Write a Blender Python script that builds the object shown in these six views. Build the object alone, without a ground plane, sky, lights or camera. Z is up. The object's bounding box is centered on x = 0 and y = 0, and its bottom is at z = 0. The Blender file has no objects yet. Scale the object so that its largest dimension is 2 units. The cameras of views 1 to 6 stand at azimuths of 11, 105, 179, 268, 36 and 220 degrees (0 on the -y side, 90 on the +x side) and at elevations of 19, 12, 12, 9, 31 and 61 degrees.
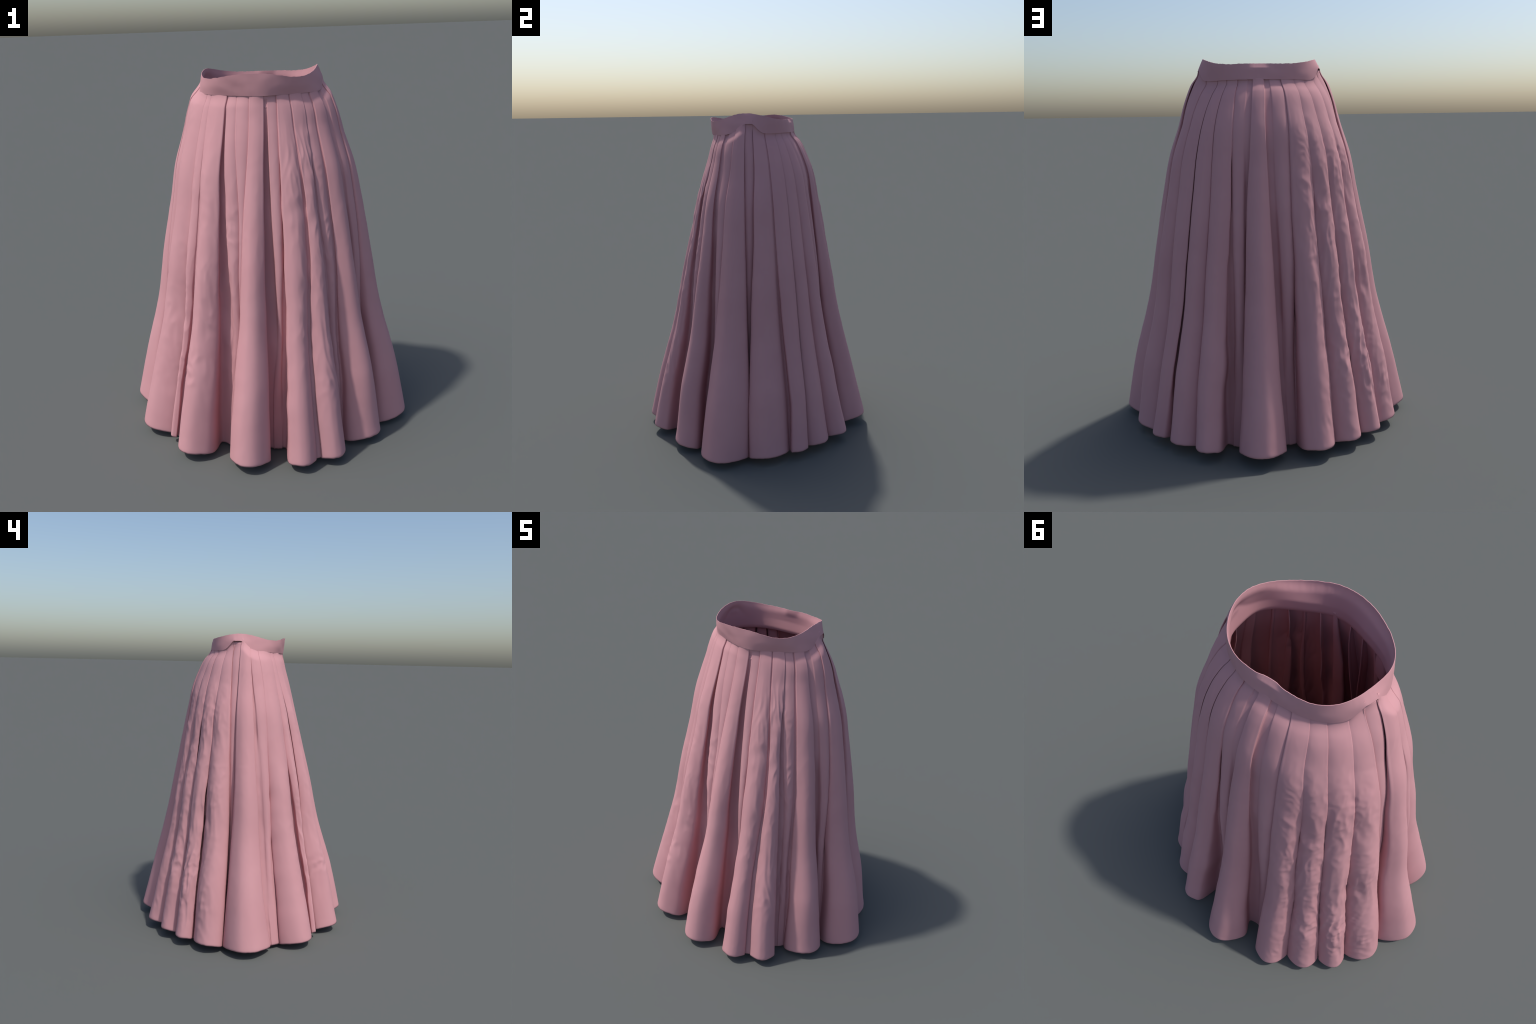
"""A long pleated skirt with a waistband, standing up as if worn.

The cloth is one lofted surface.  Every horizontal cross-section is a closed
spline through the pleats: each pleat has a left and a right shoulder (angles
round the waist at eight heights), a crown that lies on the silhouette
envelope or is sunk behind it, and a valley before the next pleat.
"""
import bpy, math
import numpy as np
from mathutils import noise, Vector

rng = np.random.default_rng(11)
TAU = 2 * math.pi

# ------------------------------------------------------------------ profiles
def hermite(knots, vals, x):
    knots = np.asarray(knots, float); vals = np.asarray(vals, float)
    m = np.gradient(vals, knots)
    x = np.clip(x, knots[0], knots[-1])
    i = np.clip(np.searchsorted(knots, x) - 1, 0, len(knots) - 2)
    h = knots[i + 1] - knots[i]; t = (x - knots[i]) / h
    return ((2*t**3 - 3*t**2 + 1) * vals[i] + (t**3 - 2*t**2 + t) * h * m[i]
            + (3*t**2 - 2*t**3) * vals[i + 1] + (t**3 - t**2) * h * m[i + 1])

ENV_Z = [0.04, 0.35, 0.70, 1.00, 1.30, 1.50, 1.65, 1.78, 1.88, 1.94]
HALF_WIDTH_RIGHT = [0.811, 0.751, 0.654, 0.596, 0.540, 0.495, 0.442, 0.404, 0.361, 0.325]
HALF_WIDTH_LEFT = [0.820, 0.744, 0.646, 0.591, 0.526, 0.485, 0.436, 0.398, 0.361, 0.325]
DEPTH_FRONT = [0.722, 0.650, 0.542, 0.474, 0.399, 0.349, 0.312, 0.275, 0.255, 0.246]
DEPTH_BACK = [0.714, 0.633, 0.546, 0.487, 0.430, 0.389, 0.355, 0.298, 0.243, 0.225]
SQUARENESS = [1.80, 1.78, 1.83, 1.88, 1.88, 1.92, 1.88, 1.78, 1.62, 1.62]

def fourier(phi, mean, terms):
    out = np.full(np.shape(phi), mean, float)
    for k, (c, s) in enumerate(terms, 1):
        out = out + c * np.cos(k * phi) + s * np.sin(k * phi)
    return out

# lower and upper edge of the waistband: radius and height round the waist
BAND_LOW_R = (0.2857, [(0.0047, 0.0007), (0.0418, -0.0014), (0.0018, 0.0059),
                       (0.0064, 0.0003), (0.0048, -0.0022), (0.0007, -0.0012)])
BAND_TOP_R = (0.2783, [(0.0011, -0.0142), (0.0285, 0.0007), (-0.0009, 0.0057),
                       (-0.0055, -0.0012), (0.0006, -0.0017), (-0.0019, 0.0005)])
BAND_TOP_Z = (1.9728, [(0.0030, -0.0009), (0.0086, -0.0005), (0.0016, 0.0095),
                       (0.0105, -0.0001), (0.0010, 0.0024), (0.0024, -0.0005)])

def band_low_z(phi):
    """Nearly level, but it arches up over the box pleat on either hip."""
    d = np.degrees(phi) % 360
    z = 1.880 + 0.006 * np.sin(phi)
    for centre, rise, flat, left, right in ((10.0, 0.059, 3.2, 10.5, 7.2), (168.8, 0.064, 4.2, 7.5, 8.5)):
        e = (d - centre + 180) % 360 - 180
        w = np.where(e < 0, left, right)
        z = z + rise * np.exp(-(np.maximum(np.abs(e) - flat, 0) / w) ** 1.7)
    return z

# the section is not a plain oval: swell (+) or flatness (-) in metres by direction
SWELL_DEG = [0, 20, 35, 50, 66, 90, 110, 130, 150, 160, 172, 182, 198, 214, 230, 244, 270, 294, 310, 322, 331, 342, 350, 360]
SWELL = {
    0.04: [.004, -.030, -.020, -.016, .000, .005, -.004, -.017, -.020, -.026, -.003, .003, .000, .010, .010, .014, -.003, .010, .004, -.020, -.036, -.010, .012, .004],
    0.45: [0, -.010, -.003, .003, .007, .010, .006, .006, .003, .000, .000, .002, .000, -.002, .010, .019, -.002, .004, .000, -.008, -.014, -.008, .004, 0],
    1.05: [0, .007, .008, .007, .006, .007, .011, .013, .014, .010, .003, .002, -.004, -.006, .015, .018, .000, .002, .000, -.007, -.012, -.011, -.002, 0],
    1.45: [0, .006, .008, .007, .005, .006, .012, .014, .013, .009, .002, .002, -.004, -.008, .010, .011, .000, .000, -.002, -.008, -.012, -.010, -.004, 0],
    1.70: [0, .003, .007, .011, .008, .006, .014, .014, .010, .003, .000, .000, -.005, -.008, -.003, .000, .000, -.004, -.008, -.013, -.014, -.010, -.005, 0],
    1.80: [0, .000, .003, .009, .009, .008, .017, .019, .014, .006, .002, .000, -.003, -.005, -.002, .000, .000, -.002, -.004, -.006, -.006, -.004, -.002, 0],
    1.90: [0, 0, 0, .004, .004, .004, .012, .014, .010, 0, 0, 0, 0, 0, 0, 0, 0, 0, 0, 0, 0, 0, 0, 0],
}
_SWELL_GRID = np.array([hermite(SWELL_DEG, row, np.arange(361.0)) for row in SWELL.values()])

def swell(phi, z):
    phi, z = np.broadcast_arrays(phi, z)
    d = np.degrees(phi) % 360
    levels = list(SWELL)
    zz = np.clip(z, levels[0], levels[-1])
    i = np.clip(np.searchsorted(levels, zz) - 1, 0, len(levels) - 2)
    lv = np.array(levels)
    t = (zz - lv[i]) / (lv[i + 1] - lv[i]); t = t * t * (3 - 2 * t)
    k = d.astype(int); f = d - k
    g = lambda row: _SWELL_GRID[row, k] * (1 - f) + _SWELL_GRID[row, k + 1] * f
    return g(i) * (1 - t) + g(i + 1) * t

def band_low_r(phi):
    d = (np.degrees(phi) + 180) % 360 - 180
    return fourier(phi, *BAND_LOW_R) - 0.017 * np.exp(-((d - 1) / 13) ** 2)

def envelope(phi, z):
    """Radius of the outermost cloth in direction phi at height z."""
    c, s = np.cos(phi), np.sin(phi)
    a = np.where(c > 0, hermite(ENV_Z, HALF_WIDTH_RIGHT, z), hermite(ENV_Z, HALF_WIDTH_LEFT, z))
    b = np.where(s < 0, hermite(ENV_Z, DEPTH_FRONT, z), hermite(ENV_Z, DEPTH_BACK, z))
    n = hermite(ENV_Z, SQUARENESS, z)
    r = ((np.abs(c) / a) ** n + (np.abs(s) / b) ** n) ** (-1 / n)
    r = r + swell(phi, z)
    # ease into the waistband's lower edge
    zb = band_low_z(phi)
    t = np.clip((z - (zb - 0.065)) / 0.065, 0, 1) ** 1.5
    return r * (1 - t) + (band_low_r(phi) - 0.0018) * t

def band_radius(phi, t):
    """Outer face of the waistband, t from its lower edge (0) to the rim (1)."""
    low, top = band_low_r(phi) - 0.001, fourier(phi, *BAND_TOP_R)
    return low + (top - low) * t + 0.0015 * np.sin(math.pi * np.clip(t, 0, 1))

FACING_LOW = 1.818

def facing_radius(phi, z):
    """Inside of the waistband; it drops on below the band, straight down."""
    zb, zt = band_low_z(phi), fourier(phi, *BAND_TOP_Z)
    up = band_radius(phi, np.clip((z - zb) / (zt - zb), 0, 1)) - 0.012
    # a little pocket behind the slot over each hip pleat
    for centre in (10.4, 168.8):
        e = (np.degrees(phi) - centre + 180) % 360 - 180
        up = up - 0.004 * np.exp(-(e / 5.5) ** 4) * np.exp(-((z - 1.932) / 0.018) ** 2)
    return up + 0.007 * np.clip((FACING_LOW + 0.022 - z) / 0.022, 0, 1) ** 2

# -------------------------------------------------------------------- pleats
# angles in degrees at these heights (0 = right hip, 90 = back, 180 = left hip,
# 270 = front); sink = how far the crown lies behind the envelope
PLEAT_Z = [0.04, 0.35, 0.70, 1.00, 1.25, 1.50, 1.70, 1.84]
SINK_INNER = [0.16, 0.125, 0.085, 0.055, 0.035, 0.020, 0.009, 0.005]
# some inner pleats run out into the valley floor on the way down
SINK_FADING = [0.188, 0.150, 0.088, 0.046, 0.028, 0.016, 0.008, 0.005]
# the cloth folded under at every pleat hangs almost straight from the waist
UNDERFOLD = [0.0, 0.060, 0.120, 0.108, 0.090, 0.068, 0.044, 0.015]
# valley depth behind the envelope by kind of valley, same heights
VALLEY = {
    "deep":    [0.190, 0.165, 0.130, 0.098, 0.072, 0.050, 0.028, 0.010],
    "back":    [0.190, 0.165, 0.125, 0.086, 0.056, 0.030, 0.014, 0.007],
    "soft":    [0.120, 0.085, 0.052, 0.034, 0.025, 0.018, 0.012, 0.007],
    "mid":     [0.125, 0.100, 0.070, 0.048, 0.035, 0.026, 0.017, 0.011],
    "slot":    [0.120, 0.095, 0.068, 0.052, 0.042, 0.034, 0.026, 0.020],
    "crease":  [0.070, 0.062, 0.046, 0.034, 0.026, 0.019, 0.012, 0.007],
    "shallow": [0.040, 0.032, 0.026, 0.021, 0.017, 0.012, 0.008, 0.005],
}
# each pleat: left angles, right angles, valley on its left side, sink
# (heights listed from the waist down, reversed below)
PLEATS = [
 dict(left=[-2, -2.5, -4.3, -5, -6.6, -8.8, -11, -13.5], right=[6, 6.6, 7.3, 7.6, 8.4, 9, 10.2, 10.3], valley="crease", tuck=1, round=0.75),
 dict(left=[6.5, 7.1, 7.8, 8.2, 9, 9.5, 10.5, 10.5], right=[14.6, 15.5, 15.1, 14.5, 13, 12, 11.2, 10.8], valley="crease", sink=1.25, slot=True),
 dict(left=[15, 15.9, 15.5, 15, 13.5, 12.5, 11.5, 10.9], right=[26.7, 27.5, 27.6, 28, 28.8, 30, 31.5, 30.9], valley="crease", round=0.7),
 dict(left=[27.2, 28, 28.2, 28.7, 29.5, 30.8, 32.2, 31.6], right=[40.4, 40.3, 40.3, 40.4, 40.4, 40.6, 40.2, 39.7], valley="shallow", tuck=0.3, round=0.6),
 dict(left=[41, 41, 41, 41.2, 41.5, 41.6, 41.2, 40.7], right=[51.5, 52, 52.8, 53.5, 53.5, 54, 54.6, 56.3], valley="crease", tuck=-0.8, under=0.3),
 dict(left=[52, 52.6, 53.4, 54.1, 54.3, 54.9, 55.5, 57.4], right=[64, 66.5, 67.5, 68.3, 68, 68.4, 69, 69.6], valley="crease", tuck=-0.8, under=0.3),
 dict(left=[64.8, 67.2, 68.8, 70, 70.4, 70.8, 71.2, 71.6], right=[76.6, 76.6, 77, 77.5, 77.8, 77.6, 77.3, 76.2], valley="crease", sink=1.0, fading=True, tuck=-1),
 dict(left=[82.7, 83, 82, 80.2, 79.4, 79, 78.6, 77.3], right=[95.4, 94.5, 95, 96, 96.8, 98, 98.8, 100.3], valley="back", tuck=1.2),
 dict(left=[102.4, 101.4, 100.8, 101.5, 102.5, 103, 103.5, 104], right=[115.6, 113.8, 112.3, 111.2, 111.2, 110.2, 108.6, 107.4], valley="back", sink=1.02, fading=True, tuck=-0.8),
 dict(left=[116.4, 114.6, 113.2, 112, 112, 111, 109.5, 108.4], right=[128.7, 126.5, 127, 126.4, 125, 125.6, 124, 123.8], valley="crease", tuck=1),
 dict(left=[129.3, 127.2, 128, 127.8, 126.6, 127, 125.4, 125], right=[140, 139, 139, 138.8, 138.4, 138, 138.4, 138.6], valley="crease", tuck=-1.2),
 dict(left=[140.8, 140, 140.2, 140.2, 140, 139.6, 140, 140], right=[153.6, 153.2, 152.6, 152, 151, 150.6, 150.2, 150.6], valley="crease", tuck=-1.2),
 dict(left=[154.3, 154, 153.6, 153.2, 152.4, 152, 151.4, 151.6], right=[163.7, 164.9, 166, 167, 168, 168.5, 168.6, 168.4], valley="crease", tuck=-1),
 dict(left=[164.3, 165.5, 166.6, 167.6, 168.6, 169, 169, 168.6], right=[173.3, 172.9, 172.4, 172.7, 172.7, 171.8, 170.6, 169], valley="crease", sink=1.25, slot=True),
 dict(left=[173.8, 173.4, 172.9, 173.3, 173.3, 172.4, 171.2, 169.2], right=[182.5, 183.7, 185, 186.2, 187.7, 189, 190.7, 194], valley="crease", tuck=1, round=0.8),
 dict(left=[184, 185.6, 187.6, 189.4, 191, 192.6, 194, 196], right=[193.3, 195.2, 195.6, 196, 196.6, 197.2, 198.2, 200], valley="mid", fading=True, sink=0.65, tuck=-0.8),
 dict(left=[193.9, 195.9, 196.4, 197.2, 198.2, 199, 200, 201], right=[211.2, 212.8, 215, 217.2, 218.8, 220.5, 222, 222.6], valley="crease", tuck=0.8),
 dict(left=[212, 213.6, 215.9, 218.4, 220.6, 223.2, 224.2, 224.3], right=[219, 221, 223.8, 226.4, 228, 228, 227.8, 227.6], valley="crease", sink=0.42),
 dict(left=[219.8, 222, 225.6, 229, 230.2, 230.4, 230.4, 230.5], right=[239.4, 241.2, 243.2, 245.8, 247.8, 249.2, 250.4, 250.6], valley="crease", tuck=1),
 dict(left=[241, 243.2, 246.6, 250.2, 253.5, 256, 254.5, 253], right=[252.8, 254, 258, 261.6, 262, 262, 257.5, 256], valley="deep", sink=1.2, fading=True, tuck=-0.8),
 dict(left=[253.6, 254.8, 258.6, 262.2, 263, 263, 258, 256.4], right=[268, 268, 266.6, 264.7, 264.2, 263.2, 260.6, 259.6], valley="mid", sink=1.0, fading=True),
 dict(left=[268.8, 268.8, 267.3, 265.3, 264.5, 263.3, 262, 260.4], right=[283.8, 282.8, 281.1, 280.3, 280, 280.1, 280.2, 280.2], valley="crease", tuck=1.2),
 dict(left=[287.8, 287, 286.6, 286.7, 287.4, 288, 283.5, 282.6], right=[298, 296.6, 294.6, 293.6, 291.8, 290.6, 288.4, 287], valley="deep", sink=1.2, fading=True),
 dict(left=[299, 297.4, 295.9, 295, 293.4, 292.2, 290.2, 288.6], right=[311.6, 310.4, 310, 309.2, 307.2, 303.6, 301.2, 300.6], valley="crease", tuck=1.5, round=0.8),
 dict(left=[312.8, 311.6, 311.4, 310.8, 309, 305.6, 303.6, 303.2], right=[324.2, 322.4, 319.6, 318.2, 318.3, 317.4, 316.4, 316.2], valley="shallow", tuck=0.5, round=0.8),
 dict(left=[325.2, 323.6, 321.8, 321.8, 322.4, 321.6, 320.2, 319.6], right=[333.3, 332, 330.2, 329.4, 328.4, 326.2, 324.2, 322.6], valley="soft", sink=0.7, fading=True),
 dict(left=[334.1, 332.8, 331.2, 330.4, 329.4, 327.2, 325, 323.4], right=[343.5, 343.2, 343, 343, 342.8, 342.8, 342.2, 342.5], valley="shallow", tuck=0.6),
 dict(left=[349, 348.6, 347.6, 347.6, 348, 347.2, 345.8, 344.6], right=[357.2, 356.8, 355, 354.2, 352.8, 350.8, 348.4, 345.8], valley="back", sink=1.0, fading=True),
]
for p in PLEATS:
    p["left"] = p["left"][::-1]; p["right"] = p["right"][::-1]

# how far the shoulders of a pleat fall behind its crown, per metre of width
ROUNDNESS = [0.38, 0.37, 0.36, 0.32, 0.25, 0.165, 0.095, 0.05]

ROWS, PER_SPAN = 230, 6

def wobble(z, amp, waves=((0.17, 0.25), (0.33, 0.5), (0.7, 0.8))):
    out = np.zeros_like(z)
    for length, weight in waves:
        out += weight * np.sin(TAU * (z / (length * rng.uniform(0.8, 1.25)) + rng.random()))
    return amp * out

def section_points(z):
    """Control points (angle, depth) of the cross-sections at heights z."""
    fade = np.clip((1.9 - z) / 0.5, 0.15, 1)
    calm = np.clip(z / 0.25, 0.35, 1)
    n = len(PLEATS)
    p_tuck = [p.get('tuck', 0.0) for p in PLEATS]
    L, R, crown, drop, floor = [], [], [], [], []
    for p in PLEATS:
        l = hermite(PLEAT_Z, p["left"], z) + wobble(z, 0.15) * fade * calm
        r = hermite(PLEAT_Z, p["right"], z) + wobble(z, 0.15) * fade * calm
        r = np.maximum(r, l + 0.6)
        L.append(l); R.append(r)
        fading = p.get("fading", False)
        crown.append(hermite(PLEAT_Z, SINK_FADING if fading else SINK_INNER, z) * p.get("sink", 0.0))
        width = np.radians(r - l) * envelope(np.radians((l + r) / 2), z)
        drop.append(width * hermite(PLEAT_Z, ROUNDNESS, z) * p.get('round', 1.0) * (np.clip((z - 0.15) / 0.6, 0.05, 0.7) if fading else 1))
        floor.append(hermite(PLEAT_Z, VALLEY[p["valley"]], z) + wobble(z, 0.003) * fade)
    # closed creases: one pleat edge lies over its neighbour
    under_step = [[0.0, 0.0] for _ in range(n)]
    opened, side_on_top = [], []
    for i in range(n):
        prev = R[i - 1] - (360 if i == 0 else 0)
        gap = L[i] - prev
        o = np.clip((gap - 1.1) / 1.2, 0, 1) if PLEATS[i]['valley'] not in ('deep', 'back') else np.ones_like(z)
        opened.append(o)
        mid = (L[i] + prev) / 2
        lap = (-0.7 if PLEATS[i]['valley'] == 'shallow' else 0.5) * np.clip(z / 0.3, 0, 1)
        new_l = mid - lap; new_r = mid + lap
        L[i] = L[i] * o + new_l * (1 - o)
        R[i - 1] = (prev * o + new_r * (1 - o)) + (360 if i == 0 else 0)
        step = (0.0 if PLEATS[i]['valley'] == 'shallow' else 0.004) * (1 - o) * np.clip(z / 0.3, 0, 1)
        low = 1 if crown[i].mean() > crown[i - 1].mean() + 1e-4 else (0 if crown[i - 1].mean() > crown[i].mean() + 1e-4 else (1 if p_tuck[i] < 0 else 0))
        if low:
            side_on_top.append(-1)
            under_step[i][0] = step          # this pleat's left edge is underneath
        else:
            side_on_top.append(1)
            under_step[i - 1][1] = step
    ang, dep = [], []
    for i in range(n):
        l, r = L[i], R[i]
        prev = R[i - 1] - (360 if i == 0 else 0)
        gap = np.maximum(l - prev, 0)
        mid = (l + prev) / 2
        half = np.maximum(gap * 0.40, 0.12)
        tuck = p_tuck[i] * np.clip(z / 0.3, 0.3, 1) * np.clip((1.9 - z) / 0.4, 0.1, 1)
        side = np.maximum(crown[i - 1] + drop[i - 1], crown[i] + drop[i])
        deepen = PLEATS[i].get("under", 0.35 if PLEATS[i]["valley"] == "shallow" else 1.0)
        fl = np.maximum(np.maximum(floor[i], deepen * hermite(PLEAT_Z, UNDERFOLD, z) * (1 - opened[i]) * (PLEATS[i]['valley'] != 'shallow')), side + 0.004)
        # the folded-under tongue points beneath whichever pleat lies on top
        under = np.clip((z - 0.25) / 0.4, 0, 1) * np.clip((1.86 - z) / 0.035, 0, 1) * (1 - opened[i])
        rise = np.abs(crown[i] - crown[i - 1])
        under = under * np.clip(1 - rise / 0.025, 0, 1)
        if 'fading' in PLEATS[i] or 'fading' in PLEATS[i - 1] or PLEATS[i]['valley'] == 'shallow':
            under = under * 0
        if side_on_top[i] > 0:
            reach = 0.78 * (r - l) * under
            ang.append(mid - half + tuck + 0.06 * reach); ang.append(mid + half + tuck + reach)
        else:
            reach = 0.78 * (R[i - 1] - L[i - 1]) * under
            ang.append(mid - half + tuck - reach); ang.append(mid + half + tuck - 0.06 * reach)
        # wide valleys are undercut: the lobes on either side overhang them
        cut = opened[i] * np.interp(z, [0, 0.35, 0.8, 1.2, 1.5, 1.7, 1.84], [2.6, 2.4, 2.6, 4.0, 4.2, 1.6, 0.0])
        if PLEATS[i]['valley'] != 'deep':
            cut = cut * np.interp(z, [0.4, 1.0], [1.0, 0.25])
        if 'fading' not in PLEATS[i - 1]:
            ang[-2] = ang[-2] - cut
        if 'fading' not in PLEATS[i]:
            ang[-1] = ang[-1] + cut
        dep.append(fl); dep.append(fl)
        for u in (0.0, 0.16, 0.38, 0.62, 0.84, 1.0):
            ang.append(l + (r - l) * u)
            dep.append(crown[i] + drop[i] * abs(2 * u - 1) ** 2.1
                       + under_step[i][0] * (1 - u) ** 8 + under_step[i][1] * u ** 8)
    inside = np.clip((z - 1.865) / 0.03, 0, 1)[:, None]
    return np.stack(ang, 1), np.stack(dep, 1) * (1 - 0.6 * inside)

def centripetal_loop(P, per_span):
    """Closed centripetal Catmull-Rom through P[row, point, xy]."""
    P0, P1, P2, P3 = (np.roll(P, s, 1) for s in (1, 0, -1, -2))
    d = lambda a, b: np.maximum(np.sqrt(np.linalg.norm(b - a, axis=2)), 1e-3)[..., None]
    t0 = 0; t1 = d(P0, P1); t2 = t1 + d(P1, P2); t3 = t2 + d(P2, P3)
    out = []
    for k in range(per_span):
        t = t1 + (t2 - t1) * k / per_span
        A1 = (t1 - t) / t1 * P0 + t / t1 * P1
        A2 = (t2 - t) / (t2 - t1) * P1 + (t - t1) / (t2 - t1) * P2
        A3 = (t3 - t) / (t3 - t2) * P2 + (t - t2) / (t3 - t2) * P3
        B1 = (t2 - t) / t2 * A1 + t / t2 * A2
        B2 = (t3 - t) / (t3 - t1) * A2 + (t - t1) / (t3 - t1) * A3
        out.append((t2 - t) / (t2 - t1) * B1 + (t - t1) / (t2 - t1) * B2)
    out = np.stack(out, 2)
    return out.reshape(P.shape[0], -1, 2)

def bump_window(x, lo, hi, soft):
    return np.clip((x - lo) / soft, 0, 1) * np.clip((hi - x) / soft, 0, 1)

def crumple(phi_deg, z):
    """Where the thin cloth is rumpled: 0 (smooth) to 1."""
    d = phi_deg % 360
    w = 0.13 + 0.0 * d
    w = w + 0.9 * bump_window(d, 112, 168, 9) * bump_window(z, 0.05, 1.72, 0.25)
    w = w + 0.6 * bump_window(d, 296, 330, 6) * bump_window(z, 0.15, 1.75, 0.25)
    w = w + 0.45 * bump_window(d, 208, 262, 6) * bump_window(z, 0.2, 1.6, 0.25)
    return np.clip(w, 0, 1)

# ------------------------------------------------------------ build the cloth
def build_cloth():
    v = np.linspace(0, 1, ROWS)
    z_rows = 0.03 + (1.90 - 0.03) * v
    ang, dep = section_points(z_rows)
    phi = np.radians(ang)
    r = envelope(phi, z_rows[:, None]) - dep
    P = np.stack([r * np.cos(phi), r * np.sin(phi)], 2)
    C = centripetal_loop(P, PER_SPAN)
    cols = C.shape[1]
    ph = np.arctan2(C[..., 1], C[..., 0])
    rad = np.hypot(C[..., 0], C[..., 1])
    # heights: the hem hangs lower in the valleys, the top tucks into the band
    hem_depth = np.clip(envelope(ph[0], 0.04) - rad[0], 0, 0.19)
    hem = 0.046 - 0.006 * np.cos(2 * ph[0]) + 0.006 * np.sin(ph[0]) - 0.003 * np.cos(ph[0]) - 0.042 * np.clip(hem_depth / 0.17, 0, 1) ** 1.2
    frayed = np.array([noise.noise(Vector((math.cos(a) * 40, math.sin(a) * 40, 1.7))) for a in ph[0]])
    hem = hem + 0.0025 * frayed
    top = band_low_z(ph[-1]) + 0.012
    top = np.where(np.abs((np.degrees(ph[-1]) - 10.4 + 180) % 360 - 180) < 4.0, top - 0.020, top)
    top = np.where(np.abs((np.degrees(ph[-1]) - 168.8 + 180) % 360 - 180) < 4.9, top - 0.030, top)
    k = v[:, None]
    low_w = (1 - k) ** 3
    z = z_rows[:, None] + (hem - 0.03)[None] * low_w + (top - 1.90)[None] * k ** 6
    # re-evaluate radius near the waist, where height has shifted
    rad = rad + (envelope(ph, z) - envelope(ph, z_rows[:, None])) * (k > 0.6)
    # tuck the gathered tops between band and facing
    zb, zt = band_low_z(ph), fourier(ph, *BAND_TOP_Z)
    up = np.clip((z - zb) / (zt - zb), 0, 1)
    rad = np.where(z > zb + 0.001, np.minimum(rad, band_radius(ph, up) - 0.0040), rad)
    rad = np.where(z > FACING_LOW, np.maximum(rad, facing_radius(ph, z) + 0.0045
                                                  - 0.05 * np.clip((FACING_LOW + 0.03 - z) / 0.03, 0, 1)), rad)
    # rumpled relief
    amount = crumple(np.degrees(ph), z)
    for j in range(ROWS):
        for i in range(cols):
            a = amount[j, i]
            x, y, zz = C[j, i, 0], C[j, i, 1], z[j, i]
            if zz > 1.80:
                a *= max(0, (1.86 - zz) / 0.06)
            # long creases that run down the cloth, bend and merge
            wx = noise.noise(Vector((x * 5, y * 5, zz * 3.1 + 4)))
            wz = noise.noise(Vector((x * 6 + 7, y * 6, zz * 4)))
            crease = noise.noise(Vector((x * 19 + wx * 1.6, y * 19 + wx * 1.6, zz * 4.2 + wz)))
            # short slanting tucks, sharp on one side
            tuck = noise.noise(Vector((x * 30 + zz * 6, y * 30 - zz * 5, zz * 11 + wx * 2)))
            patch = 0.35 + 0.65 * min(1, max(0, 0.5 + 1.4 * noise.noise(Vector((x * 4 + 3, y * 4, zz * 2.2)))))
            rad[j, i] += a * patch * (0.0080 * (0.55 - abs(crease) * 1.9) + 0.0042 * (0.4 - abs(tuck) * 1.7))
    x, y = rad * np.cos(ph), rad * np.sin(ph)
    verts = np.stack([x, y, z], 2).reshape(-1, 3)
    verts[:, 2] += 0.004 - verts[:, 2].min()
    faces = []
    for j in range(ROWS - 1):
        a = j * cols
        for i in range(cols):
            n = (i + 1) % cols
            faces.append((a + i, a + n, a + cols + n, a + cols + i))
    return verts, faces

def make_object(name, verts, faces, material, parent, thickness):
    me = bpy.data.meshes.new(name)
    me.from_pydata([tuple(p) for p in verts], [], faces)
    me.shade_smooth()
    me.materials.append(material)
    ob = bpy.data.objects.new(name, me)
    bpy.context.scene.collection.objects.link(ob)
    ob.parent = parent
    if thickness:
        sol = ob.modifiers.new("cloth thickness", "SOLIDIFY")
        sol.thickness = thickness; sol.offset = -1; sol.use_even_offset = False
        # a single ply where the tops are stitched into the band
        group = ob.vertex_groups.new(name="ply")
        for step in range(11):
            ids = [k for k, p in enumerate(verts) if round(10 * min(1, max(0, (1.85 - p[2]) / 0.04))) == step]
            if len(ids):
                group.add(ids, 0.25 + 0.75 * step / 10, "REPLACE")
        sol.vertex_group = "ply"
    return ob

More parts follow.
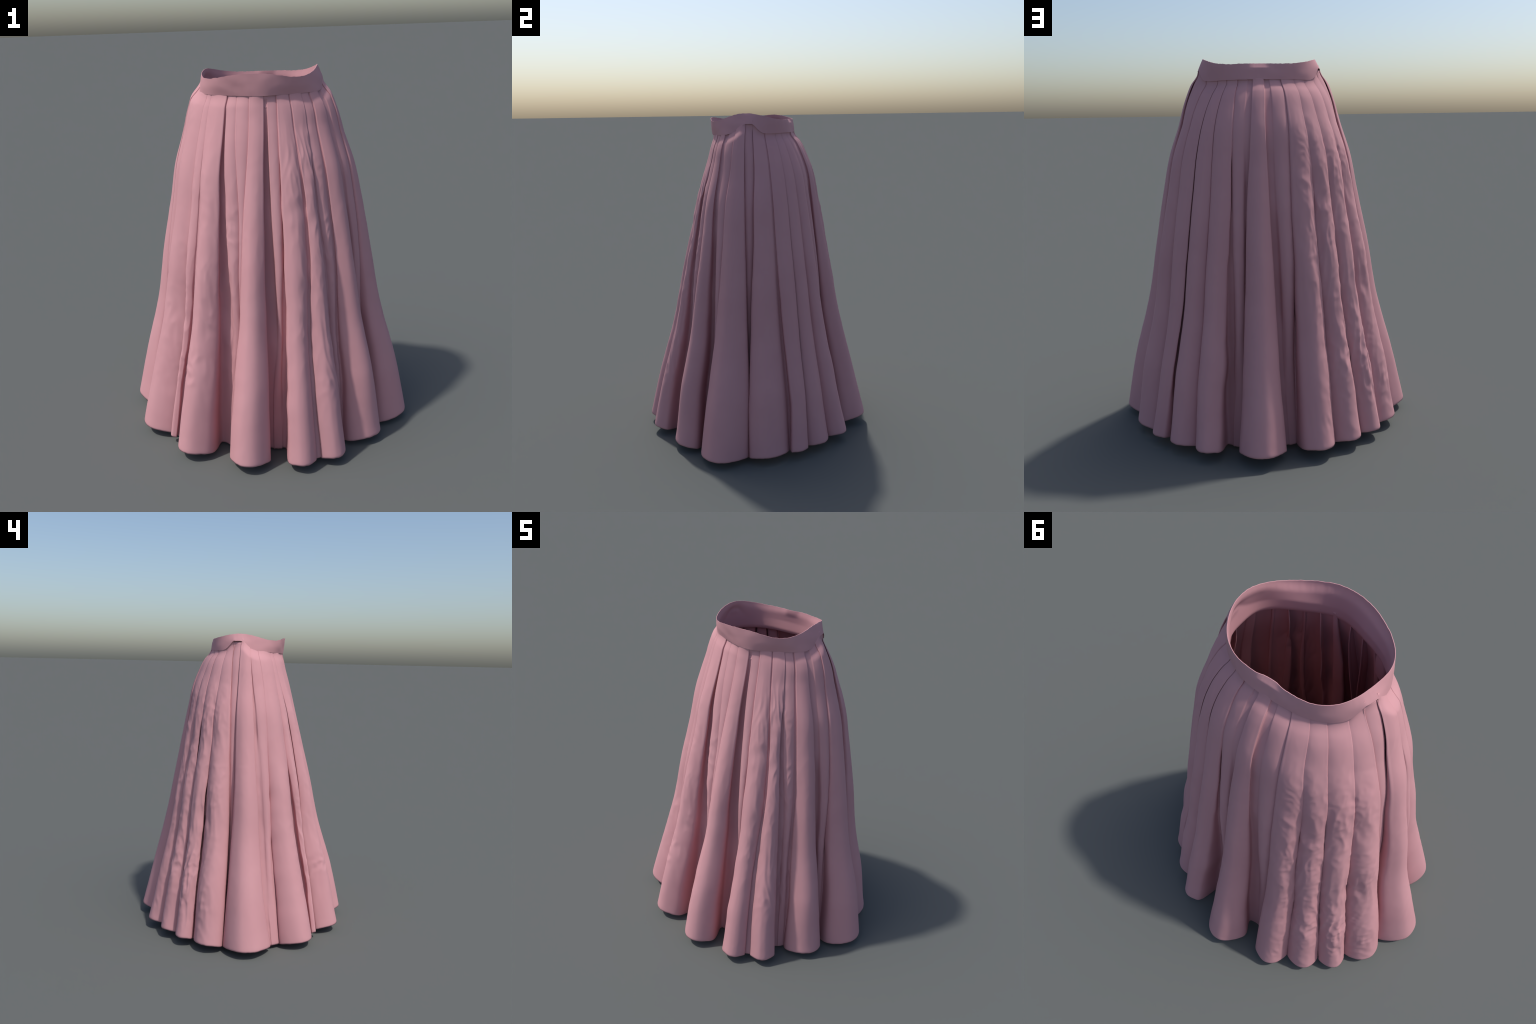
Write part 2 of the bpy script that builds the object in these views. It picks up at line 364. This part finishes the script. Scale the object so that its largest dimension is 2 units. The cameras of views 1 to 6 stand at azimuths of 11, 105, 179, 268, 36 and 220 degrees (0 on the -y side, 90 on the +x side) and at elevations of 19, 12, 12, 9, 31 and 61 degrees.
# -------------------------------------------------------- build the waistband
def build_band():
    """One loop of cloth: outer face, thin rim, facing inside."""
    cols, outer, inner = 420, 26, 22
    phi = np.linspace(0, TAU, cols, endpoint=False)
    low_z, top_z = band_low_z(phi), fourier(phi, *BAND_TOP_Z)
    grain = lambda k, h: np.array([noise.noise(Vector((math.cos(a) * k, math.sin(a) * k, h))) for a in phi])
    top_z = top_z + 0.0020 * grain(14, 3.0) + 0.0012 * grain(30, 8.0)
    low_z = low_z + 0.0015 * grain(16, 5.0)
    rings = []
    for j in range(outer):
        t = j / (outer - 1)
        r = band_radius(phi, t)
        z = low_z + (top_z - low_z) * t
        dents = np.array([noise.noise(Vector((r[i] * math.cos(phi[i]) * 13, r[i] * math.sin(phi[i]) * 13, z[i] * 17)))
                          for i in range(cols)])
        r = r + 0.0030 * (dents + 0.3) * math.sin(math.pi * min(1, t * 0.8 + 0.1))
        # the rim is rolled inwards for a hand's breadth at the back
        curl = np.exp(-((np.degrees(phi) - 91) / 11) ** 4) * max(0, (t - 0.75) / 0.25) ** 0.8
        rings.append((r - 0.008 * curl, z))
    rim_r, rim_z = rings[-1]
    for j in range(inner):
        t = j / (inner - 1)
        z = rim_z * (1 - t) + FACING_LOW * t
        w = min(1, (j + 0.3) / 7); w = w * w * (3 - 2 * w)
        r = (rim_r - 0.0022) * (1 - w) + facing_radius(phi, z) * w
        rings.append((r, z))
    verts = [(r[i] * math.cos(phi[i]), r[i] * math.sin(phi[i]), z[i]) for r, z in rings for i in range(cols)]
    n = len(rings)
    faces = [(j * cols + i, j * cols + (i + 1) % cols, (j + 1) * cols + (i + 1) % cols, (j + 1) * cols + i)
             for j in range(n - 1) for i in range(cols)]
    return np.array(verts), faces

# ------------------------------------------------------------------ materials
def cloth_material(name, tint):
    mat = bpy.data.materials.new(name); mat.use_nodes = True
    nt = mat.node_tree; nt.nodes.clear()
    N, Lk = nt.nodes.new, nt.links.new
    out = N("ShaderNodeOutputMaterial"); bsdf = N("ShaderNodeBsdfPrincipled")
    Lk(bsdf.outputs[0], out.inputs[0])
    tc = N("ShaderNodeTexCoord")
    soft = N("ShaderNodeTexNoise"); soft.inputs["Scale"].default_value = 5.0; soft.inputs["Detail"].default_value = 3.0
    Lk(tc.outputs["Object"], soft.inputs["Vector"])
    ramp = N("ShaderNodeValToRGB")
    ramp.color_ramp.elements[0].position = 0.3; ramp.color_ramp.elements[1].position = 0.7
    ramp.color_ramp.elements[0].color = (tint[0] * 0.975, tint[1] * 0.965, tint[2] * 0.97, 1)
    ramp.color_ramp.elements[1].color = (min(1, tint[0] * 1.02), tint[1] * 1.03, tint[2] * 1.03, 1)
    Lk(soft.outputs["Fac"], ramp.inputs["Fac"])
    Lk(ramp.outputs["Color"], bsdf.inputs["Base Color"])
    bsdf.inputs["Roughness"].default_value = 0.85
    bsdf.inputs["Specular IOR Level"].default_value = 0.25
    weave = N("ShaderNodeTexNoise"); weave.inputs["Scale"].default_value = 420.0
    Lk(tc.outputs["Object"], weave.inputs["Vector"])
    bump = N("ShaderNodeBump"); bump.inputs["Strength"].default_value = 0.05; bump.inputs["Distance"].default_value = 0.002
    Lk(weave.outputs["Fac"], bump.inputs["Height"]); Lk(bump.outputs["Normal"], bsdf.inputs["Normal"])
    return mat

PINK = (0.542, 0.277, 0.297)
cloth_mat = cloth_material("pink_cotton", PINK)
band_mat = cloth_material("pink_cotton_band", PINK)

skirt = bpy.data.objects.new("pleated_skirt", None)
bpy.context.scene.collection.objects.link(skirt)
skirt["label"] = "long dusty pink pleated skirt with plain waistband"
skirt["category"] = "skirt"

v, f = build_cloth()
make_object("pleated_cloth", v, f, cloth_mat, skirt, 0.0018)
v, f = build_band()
band = make_object("waistband", v, f, band_mat, skirt, 0)
band.data.set_sharp_from_angle(angle=math.radians(42))
